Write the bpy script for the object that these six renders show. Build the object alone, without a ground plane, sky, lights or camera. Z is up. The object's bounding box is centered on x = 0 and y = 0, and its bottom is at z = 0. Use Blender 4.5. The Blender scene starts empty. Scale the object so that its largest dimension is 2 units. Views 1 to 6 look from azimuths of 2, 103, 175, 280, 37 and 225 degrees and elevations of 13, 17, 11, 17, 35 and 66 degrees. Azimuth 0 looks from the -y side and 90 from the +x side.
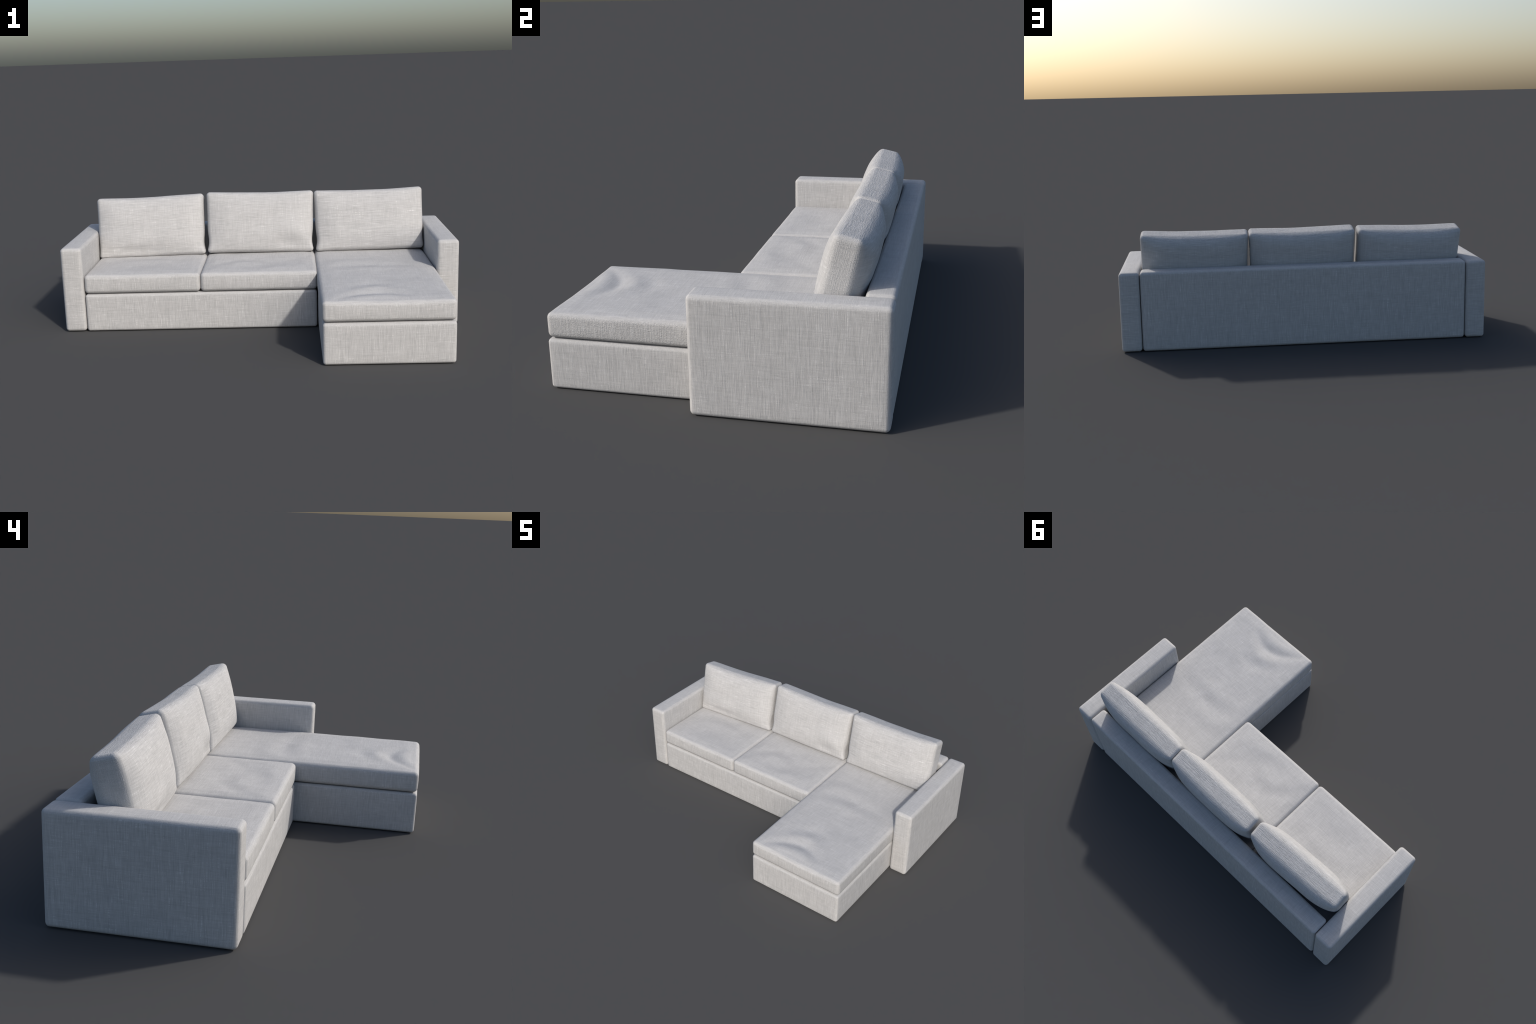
"""Three-seat linen corner sofa with a chaise on the right, built part by part."""
import bpy, math
from mathutils import Matrix, Vector, noise

# ---------------------------------------------------------------- sizes (m)
HALF_WIDTH = 1.0          # outer face of the armrests
ARM_THICK = 0.1105
ARM_HEIGHT = 0.437
BACK_Y = 0.624            # rear face
FRONT_Y = -0.060          # front of the armrests and the two-seat part
CHAISE_Y = -0.624         # front of the chaise
BASE_TOP = 0.1945
CUSHION_BOTTOM = 0.1975
CUSHION_TOP = 0.294
INNER_X = 0.8878           # inside faces of the armrests, less a hairline gap
BACKREST_FRONT = 0.518


# ---------------------------------------------------------------- material
def linen(name, tint, weave_bump, grain_bump, slub, axes=(1.0, 1.0, 1.0), flat=None,
          grain_scale=(420.0, 420.0, 420.0), grain_tone=0.0, grain_slant=0.0):
    """Linen: fine threads along x, y and z; each face shows the two that lie in it."""
    m = bpy.data.materials.new(name)
    m.use_nodes = True
    nt = m.node_tree
    nt.nodes.clear()
    N, L = nt.nodes.new, nt.links.new

    def math_(op, a, b=None, c=None):
        n = N("ShaderNodeMath")
        n.operation = op
        for i, v in enumerate((a, b, c)):
            if v is None:
                continue
            if isinstance(v, (int, float)):
                n.inputs[i].default_value = v
            else:
                L(v, n.inputs[i])
        return n.outputs[0]

    out = N("ShaderNodeOutputMaterial")
    bsdf = N("ShaderNodeBsdfPrincipled")
    L(bsdf.outputs[0], out.inputs[0])
    bsdf.inputs["Roughness"].default_value = 0.92
    bsdf.inputs["Specular IOR Level"].default_value = 0.15
    tc = N("ShaderNodeTexCoord")
    # each piece is cut from another place of the cloth
    info = N("ShaderNodeObjectInfo")
    shift = N("ShaderNodeVectorMath")
    shift.operation = "ADD"
    L(tc.outputs["Object"], shift.inputs[0])
    comb = N("ShaderNodeCombineXYZ")
    L(math_("MULTIPLY", info.outputs["Random"], 13.7), comb.inputs[0])
    L(math_("MULTIPLY", info.outputs["Random"], 7.3), comb.inputs[1])
    L(math_("MULTIPLY", info.outputs["Random"], 5.1), comb.inputs[2])
    L(comb.outputs[0], shift.inputs[1])
    coord = shift.outputs[0]

    sep = N("ShaderNodeSeparateXYZ")
    L(tc.outputs["Normal"], sep.inputs[0])
    weight = []
    for i in range(3):
        sq = math_("MULTIPLY", sep.outputs[i], sep.outputs[i])
        weight.append(math_("SUBTRACT", 1.0, sq))

    def threads(axis, lo, hi, detail):
        mp = N("ShaderNodeMapping")
        s = [hi, hi, hi]
        s[axis] = lo
        if flat is not None:            # cloth drawn over a swelling: no change through it
            s[flat] = lo * 0.3
        mp.inputs["Scale"].default_value = s
        mp.inputs["Location"].default_value = (3.1 * axis, 1.7 * axis, 2.3 * axis)
        L(coord, mp.inputs[0])
        n = N("ShaderNodeTexNoise")
        n.inputs["Scale"].default_value = 1.0
        n.inputs["Detail"].default_value = detail
        n.inputs["Roughness"].default_value = 0.6
        L(mp.outputs[0], n.inputs["Vector"])
        return math_("SUBTRACT", n.outputs["Fac"], 0.5)

    def weave(lo, hi, detail):
        tot = None
        for ax in range(3):
            t = math_("MULTIPLY", threads(ax, lo, hi, detail), weight[ax])
            t = math_("MULTIPLY", t, axes[ax])
            tot = t if tot is None else math_("ADD", tot, t)
        return tot

    fine = weave(21.0, 430.0, 1.0)       # single threads, about 2 mm apart
    broad = weave(7.0, 130.0, 1.0)       # bands of thicker yarn
    # slubs: short thick bits of yarn, few and pale
    sl = weave(18.0, 380.0, 0.0)
    sl = math_("MAXIMUM", math_("SUBTRACT", sl, 0.20), 0.0)
    cloud = N("ShaderNodeTexNoise")
    cloud.inputs["Scale"].default_value = 22.0
    cloud.inputs["Detail"].default_value = 2.0
    L(coord, cloud.inputs["Vector"])
    cl = math_("SUBTRACT", cloud.outputs["Fac"], 0.5)

    val = math_("MULTIPLY", fine, 0.36 * slub)
    val = math_("MULTIPLY_ADD", broad, 0.18 * slub, val)
    val = math_("MULTIPLY_ADD", cl, 0.12 * slub, val)
    val = math_("MULTIPLY_ADD", sl, 0.85 * slub, val)
    grain_map = N("ShaderNodeMapping")
    grain_map.inputs["Scale"].default_value = grain_scale
    slant = N("ShaderNodeMapping")
    slant.inputs["Rotation"].default_value = (grain_slant, 0.0, 0.0)
    L(coord, slant.inputs[0])
    L(slant.outputs[0], grain_map.inputs[0])
    grain = N("ShaderNodeTexNoise")
    grain.inputs["Scale"].default_value = 1.0
    grain.inputs["Detail"].default_value = 2.0
    L(grain_map.outputs[0], grain.inputs["Vector"])
    if grain_tone:
        val = math_("MULTIPLY_ADD", math_("SUBTRACT", grain.outputs["Fac"], 0.5), grain_tone, val)
    ramp = N("ShaderNodeValToRGB")
    cr = ramp.color_ramp
    cr.elements[0].position = 0.0
    cr.elements[1].position = 1.0
    lo = [c * 0.62 for c in tint]
    hi = [min(1.0, c * 1.38) for c in tint]
    lo[2] *= 1.015
    cr.elements[0].color = (*lo, 1)
    cr.elements[1].color = (*hi, 1)
    mid = cr.elements.new(0.5)
    mid.color = (*tint, 1)
    L(math_("ADD", val, 0.5), ramp.inputs[0])
    L(ramp.outputs[0], bsdf.inputs["Base Color"])

    h = math_("MULTIPLY", fine, weave_bump)
    h = math_("MULTIPLY_ADD", broad, weave_bump * 0.6, h)
    h = math_("MULTIPLY_ADD", grain.outputs["Fac"], grain_bump, h)
    bump = N("ShaderNodeBump")
    bump.inputs["Strength"].default_value = 1.0
    bump.inputs["Distance"].default_value = 0.001
    L(h, bump.inputs["Height"])
    L(bump.outputs[0], bsdf.inputs["Normal"])
    return m


TINT = (0.478, 0.4745, 0.474)
LINEN_UPRIGHT = linen("linen_upright_weave", TINT, 0.55, 0.30, 1.22, (0.85, 0.80, 1.25), grain_tone=0.14)
LINEN_CROSSWISE = linen("linen_crosswise_weave", TINT, 0.60, 0.30, 1.15, (1.3, 0.9, 0.8), flat=1,
                        grain_tone=0.14)
LINEN_GATHERED = linen("linen_gathered_band", TINT, 1.2, 1.2, 1.1, (1.3, 0.8, 0.8),
                       grain_scale=(80.0, 330.0, 330.0), grain_tone=0.75)
LINEN_TWILL = linen("linen_twill_band", TINT, 0.8, 1.5, 1.2, (0.6, 0.6, 1.4),
                    grain_scale=(300.0, 130.0, 430.0), grain_tone=0.5, grain_slant=-0.35)


# ---------------------------------------------------------------- geometry helpers
def axis_coords(half, r, step, steps_r=5):
    inner = half - r
    n = max(2, int(round(2 * inner / step)))
    mid = [-inner + 2 * inner * i / n for i in range(n + 1)]
    off = [r * math.tan(math.pi / 4 * k / steps_r) for k in range(1, steps_r + 1)]
    return [-inner - o for o in reversed(off)] + mid + [inner + o for o in off]


def rounded_box(half, r, step):
    """Surface grid of a box with rolled edges, centred on the origin."""
    ax = [axis_coords(half[i], r, step[i] if isinstance(step, tuple) else step) for i in range(3)]
    n = [len(a) for a in ax]
    index, verts, faces = {}, [], []

    def vert(key):
        if key in index:
            return index[key]
        q = [ax[i][key[i]] for i in range(3)]
        inn = [max(-(half[i] - r), min(half[i] - r, q[i])) for i in range(3)]
        d = Vector([q[i] - inn[i] for i in range(3)])
        d = d.normalized() * r
        index[key] = len(verts)
        verts.append(Vector(inn) + d)
        return index[key]

    for a in range(3):
        b, c = (a + 1) % 3, (a + 2) % 3
        for side in (0, n[a] - 1):
            for i in range(n[b] - 1):
                for j in range(n[c] - 1):
                    quad = []
                    for (di, dj) in ((0, 0), (1, 0), (1, 1), (0, 1)):
                        k = [0, 0, 0]
                        k[a], k[b], k[c] = side, i + di, j + dj
                        quad.append(vert(tuple(k)))
                    if side == 0:
                        quad.reverse()
                    faces.append(quad)
    return verts, faces


def make_object(name, verts, faces, mats, parent, matrix=None, band=None):
    me = bpy.data.meshes.new(name)
    me.from_pydata([tuple(v) for v in verts], [], faces)
    for m in mats:
        me.materials.append(m)
    me.polygons.foreach_set("use_smooth", [True] * len(me.polygons))
    if band:
        for p in me.polygons:
            if band(p):
                p.material_index = 1
    me.update()
    ob = bpy.data.objects.new(name, me)
    bpy.context.scene.collection.objects.link(ob)
    ob.parent = parent
    if matrix is not None:
        ob.matrix_local = matrix
    return ob


def gauss(x, s):
    return math.exp(-0.5 * (x / s) ** 2)


def smooth01(t):
    t = max(0.0, min(1.0, t))
    return t * t * (3 - 2 * t)


def fold(x, y, x0, y0, bend, width, length, height, tilt=0.0):
    """A soft crease: a ridge (or valley) along a parabola, fading out at both ends."""
    dx = x - x0
    yc = y0 + tilt * dx + bend * dx * dx
    return height * gauss(y - yc, width) * gauss(dx, length)


def panel(name, lo, hi, r, parent, mats, seed, bulge=0.0013):
    """Upholstered frame part: rolled edges, faces padded out a little and a hair uneven.

    lo and hi are the outermost extents; the edges lie `bulge` inside them, the floor side is flat."""
    lo = [lo[0] + bulge, lo[1] + bulge, lo[2]]
    hi = [h - bulge for h in hi]
    half = [(hi[i] - lo[i]) / 2 for i in range(3)]
    cen = Vector([(hi[i] + lo[i]) / 2 for i in range(3)])
    verts, faces = rounded_box(half, r, 0.016)
    s = Vector((seed * 3.3, seed * 1.9, seed * 0.7))
    out = []
    for v in verts:
        w = [smooth01((half[i] - abs(v[i])) / min(0.04, half[i])) for i in range(3)]
        n = 0.82 + 0.36 * noise.noise((v + s) * 8.0)
        p = v.copy()
        for i in range(3):
            if i == 2 and v.z < 0:
                continue
            j, k = (i + 1) % 3, (i + 2) % 3
            if abs(v[i]) > half[i] - r * 0.2:
                p[i] += math.copysign(min(n, 1.0) * bulge * w[j] * w[k], v[i])
        out.append(p)
    return make_object(name, out, faces, mats, parent, Matrix.Translation(cen),
                       (lambda pl: abs(pl.normal.y) > 0.75) if len(mats) > 1 else None)


def seat(name, lo, hi, r, parent, mats, relief, crown, front_sag, seed, coarse_side=None):
    """Boxed seat cushion with a crowned, creased top."""
    half = [(hi[i] - lo[i]) / 2 for i in range(3)]
    cen = Vector([(hi[i] + lo[i]) / 2 for i in range(3)])
    verts, faces = rounded_box(half, r, (0.0065, 0.0065, 0.014))
    s = Vector((seed * 2.7, seed * 1.3, seed * 4.1))
    out = []
    for v in verts:
        p = v.copy()
        x, y = v.x + cen.x, v.y + cen.y
        a, b, c = v.x / half[0], v.y / half[1], v.z / half[2]
        ex = smooth01((half[0] - abs(v.x)) / 0.07)
        ey = smooth01((half[1] - abs(v.y)) / 0.07)
        up = smooth01((c + 0.2) / 1.2)
        if c > 0:
            p.z += up * (crown * ex * ey
                         + relief(x, y) * smooth01((half[0] - abs(v.x)) / 0.05) * smooth01((half[1] - abs(v.y)) / 0.02)
                         + 0.0016 * noise.noise((v + s) * 7.0) * ex * ey)
            p.z += -front_sag * up * (1 - a * a) * smooth01((-b - 0.6) / 0.4)
        # the boxing swells a little between its seams
        side = max(0.0, 1 - c * c)
        swell = 0.0032 * side
        if abs(v.x) > half[0] - r * 0.9:
            p.x += math.copysign(swell * (1 - b ** 6), v.x) * 0.8
        if v.y < -half[1] + r * 0.9:
            p.y -= swell * (1 - a ** 6)
        # slight waviness of the seam line
        p.z += 0.0012 * noise.noise(Vector((x * 11, y * 11, seed))) * (1 if c > 0 else -0.3)
        out.append(p)
    band = None
    if coarse_side:
        band = lambda pl: pl.normal.x > 0.8
    return make_object(name, out, faces, mats, parent, Matrix.Translation(cen), band)


def back_cushion(parent, cx, y0, z0, width, height, thick, lean, yaw, roll, seed,
                 bulge_front, bulge_back, relief, seat_z, pinch=(0.010, 0.010), low_left=0.0):
    """Loose boxed back cushion: flat gusset all round, both faces pillowed out."""
    r = 0.021
    half = (width / 2, thick / 2, height / 2)
    verts, faces = rounded_box(half, r, (0.0085, 0.009, 0.0085))
    M = (Matrix.Translation((cx, y0, z0)) @ Matrix.Rotation(roll, 4, "Y")
         @ Matrix.Rotation(yaw, 4, "Z") @ Matrix.Rotation(-lean, 4, "X"))
    inv = M.inverted()
    s = Vector((seed * 5.1, seed * 2.2, seed * 1.1))
    out = []
    for v in verts:
        a, b, c = v.x / half[0], v.z / half[2], v.y / half[1]
        p = v.copy()
        # the faces swell steeply off the gusset seam, then run almost flat
        fa = max(0.0, 1 - abs(a) ** 4.6)
        if c < 0:
            f = fa * max(0.0, 1 - abs(b + 0.04 * (1 - b * b)) ** (3.6 if b > -0.04 else 2.8))
            p.y -= bulge_front * f * smooth01(-c * 1.1)
            p.y += relief(v.x, v.z) * smooth01((-c - 0.4) / 0.5) * smooth01((1 - abs(a)) * 12)
        else:
            f = fa * max(0.0, 1 - abs(b) ** 5.0)
            p.y += bulge_back * f * smooth01(c * 1.1)
        # gusset drawn in between the corners by the full faces
        side = smooth01((abs(a) - 0.5) / 0.5)
        pin = pinch[0] if a < 0 else pinch[1]
        low = gauss(b + 0.66, 0.22)
        p.x -= math.copysign(pin * (0.45 * (1 - b * b) + 0.85 * low * (1 - b ** 10)) * side, a)
        top = smooth01((b - 0.4) / 0.6)
        p.z -= 0.006 * (1 - a * a) * top
        p.z += 0.0035 * noise.noise(Vector((a * 1.7, seed * 3.0, 0.3))) * top * (1 - a ** 4)
        # softly rounded upper corners
        p += Vector((0, 1, 0)) * 0.0018 * noise.noise((v + s) * 8.0) * (1 if c < 0 else -1) * f
        w = M @ Vector((p.x, p.y, p.z))
        # underside flattens on the seat
        if w.z < seat_z + 0.004:
            w.z = seat_z + 0.004 * math.exp((w.z - seat_z - 0.004) / 0.006)
        out.append(inv @ w)

    def gusset(pl):
        return abs(pl.normal.z) > 0.75 or abs(pl.normal.x) > 0.8
    return make_object("back_cushion", out, faces, [LINEN_CROSSWISE, LINEN_GATHERED], parent, M, gusset)


# ---------------------------------------------------------------- the sofa
sofa = bpy.data.objects.new("corner_sofa", None)
bpy.context.scene.collection.objects.link(sofa)
sofa["label"] = "light grey linen corner sofa with right-hand chaise"
sofa["category"] = "sofa"

for i, sx in enumerate((-1, 1)):
    xs = sorted((sx * HALF_WIDTH, sx * (HALF_WIDTH - ARM_THICK)))
    panel("armrest", (xs[0], FRONT_Y, 0.0), (xs[1], BACK_Y, ARM_HEIGHT), 0.018,
          sofa, [LINEN_UPRIGHT, LINEN_CROSSWISE], 1 + i)

panel("backrest", (-INNER_X, BACKREST_FRONT, 0.0), (INNER_X, BACK_Y - 0.001, ARM_HEIGHT + 0.001), 0.017,
      sofa, [LINEN_UPRIGHT], 4)
SPLIT = 0.2953             # between the two-seat part and the chaise
panel("seat_base", (-INNER_X, FRONT_Y, 0.0), (SPLIT - 0.002, BACKREST_FRONT - 0.003, BASE_TOP), 0.014,
      sofa, [LINEN_UPRIGHT], 6)
panel("chaise_base", (SPLIT + 0.002, CHAISE_Y, 0.0), (INNER_X, BACKREST_FRONT - 0.003, BASE_TOP), 0.014,
      sofa, [LINEN_UPRIGHT], 7)


def relief_seat_one(x, y):
    h = fold(x, y, -0.58, 0.285, -0.9, 0.035, 0.13, -0.0035)
    h += fold(x, y, -0.58, 0.215, -0.9, 0.03, 0.12, 0.003)
    h += fold(x, y, -0.60, 0.10, 0.4, 0.05, 0.14, -0.002, 0.2)
    return h


def relief_seat_two(x, y):
    h = fold(x, y, -0.07, 0.205, -4.0, 0.034, 0.10, -0.0032)
    h += fold(x, y, -0.07, 0.135, -4.0, 0.034, 0.10, 0.0024)
    h += fold(x, y, 0.13, 0.16, 2.5, 0.032, 0.09, -0.0028, 0.5)
    h += fold(x, y, 0.02, 0.05, 0.8, 0.04, 0.12, -0.003, 0.3)
    h += fold(x, y, 0.08, 0.02, 0.5, 0.03, 0.10, 0.002)
    return h


def relief_chaise(x, y):
    h = fold(x, y, 0.555, -0.483, -2.8, 0.020, 0.092, -0.0080)
    h += fold(x, y, 0.555, -0.550, -2.2, 0.022, 0.10, 0.0045)
    h += fold(x, y, 0.550, -0.412, -3.0, 0.020, 0.075, 0.0040)
    h += fold(x, y, 0.555, -0.340, -2.6, 0.022, 0.07, -0.0030)
    h += fold(x, y, 0.555, 0.030, -0.6, 0.032, 0.12, -0.0045)
    h += fold(x, y, 0.565, -0.045, -0.5, 0.032, 0.12, 0.0030)
    h += fold(x, y, 0.53, 0.110, -0.5, 0.034, 0.12, 0.0025)
    return h


SEAT_SPLIT = -0.296
for (x0, x1, rel, sd) in ((-INNER_X + 0.001, SEAT_SPLIT - 0.001, relief_seat_one, 1),
                          (SEAT_SPLIT + 0.001, SPLIT - 0.001, relief_seat_two, 2)):
    seat("seat_cushion", (x0, FRONT_Y + 0.001, CUSHION_BOTTOM), (x1, BACKREST_FRONT - 0.002, CUSHION_TOP), 0.020,
         sofa, [LINEN_UPRIGHT], rel, 0.0045, 0.001, sd)
seat("chaise_cushion", (SPLIT + 0.001, CHAISE_Y + 0.0025, CUSHION_BOTTOM),
     (INNER_X - 0.001, BACKREST_FRONT - 0.002, CUSHION_TOP), 0.020,
     sofa, [LINEN_UPRIGHT, LINEN_TWILL], relief_chaise, 0.0045, 0.005, 3, coarse_side=True)


def dent_left(x, z):
    return fold(x, z, -0.07, -0.128, 0.0, 0.020, 0.13, 0.010)


def dent_middle(x, z):
    # the filling has slumped: a soft hollow runs down to the right-hand corner
    h = fold(x, z, 0.17, -0.122, -1.0, 0.030, 0.080, 0.012, -0.16)
    h += fold(x, z, 0.21, -0.05, 0.0, 0.04, 0.06, -0.005)
    return h


def dent_right(x, z):
    return fold(x, z, -0.05, -0.125, 0.0, 0.03, 0.15, 0.001)


R = math.radians
cushion = dict(width=0.588, height=0.334, thick=0.102, lean=R(13.0))
back_cushion(sofa, -0.598, 0.416, 0.449, seed=1, yaw=R(2.6), roll=R(-1.2), relief=dent_left,
             bulge_front=0.041, bulge_back=0.050,
             seat_z=0.2965, pinch=(0.004, 0.010), **cushion)
back_cushion(sofa, 0.000, 0.429, 0.458, seed=2, yaw=0.0, roll=R(0.3), relief=dent_middle,
             bulge_front=0.034, bulge_back=0.047,
             seat_z=0.2965, **cushion)
back_cushion(sofa, 0.592, 0.429, 0.458, seed=3, yaw=R(-0.3), roll=R(-0.8), relief=dent_right,
             bulge_front=0.033, bulge_back=0.047,
             seat_z=0.2965, pinch=(0.010, 0.004), **cushion)
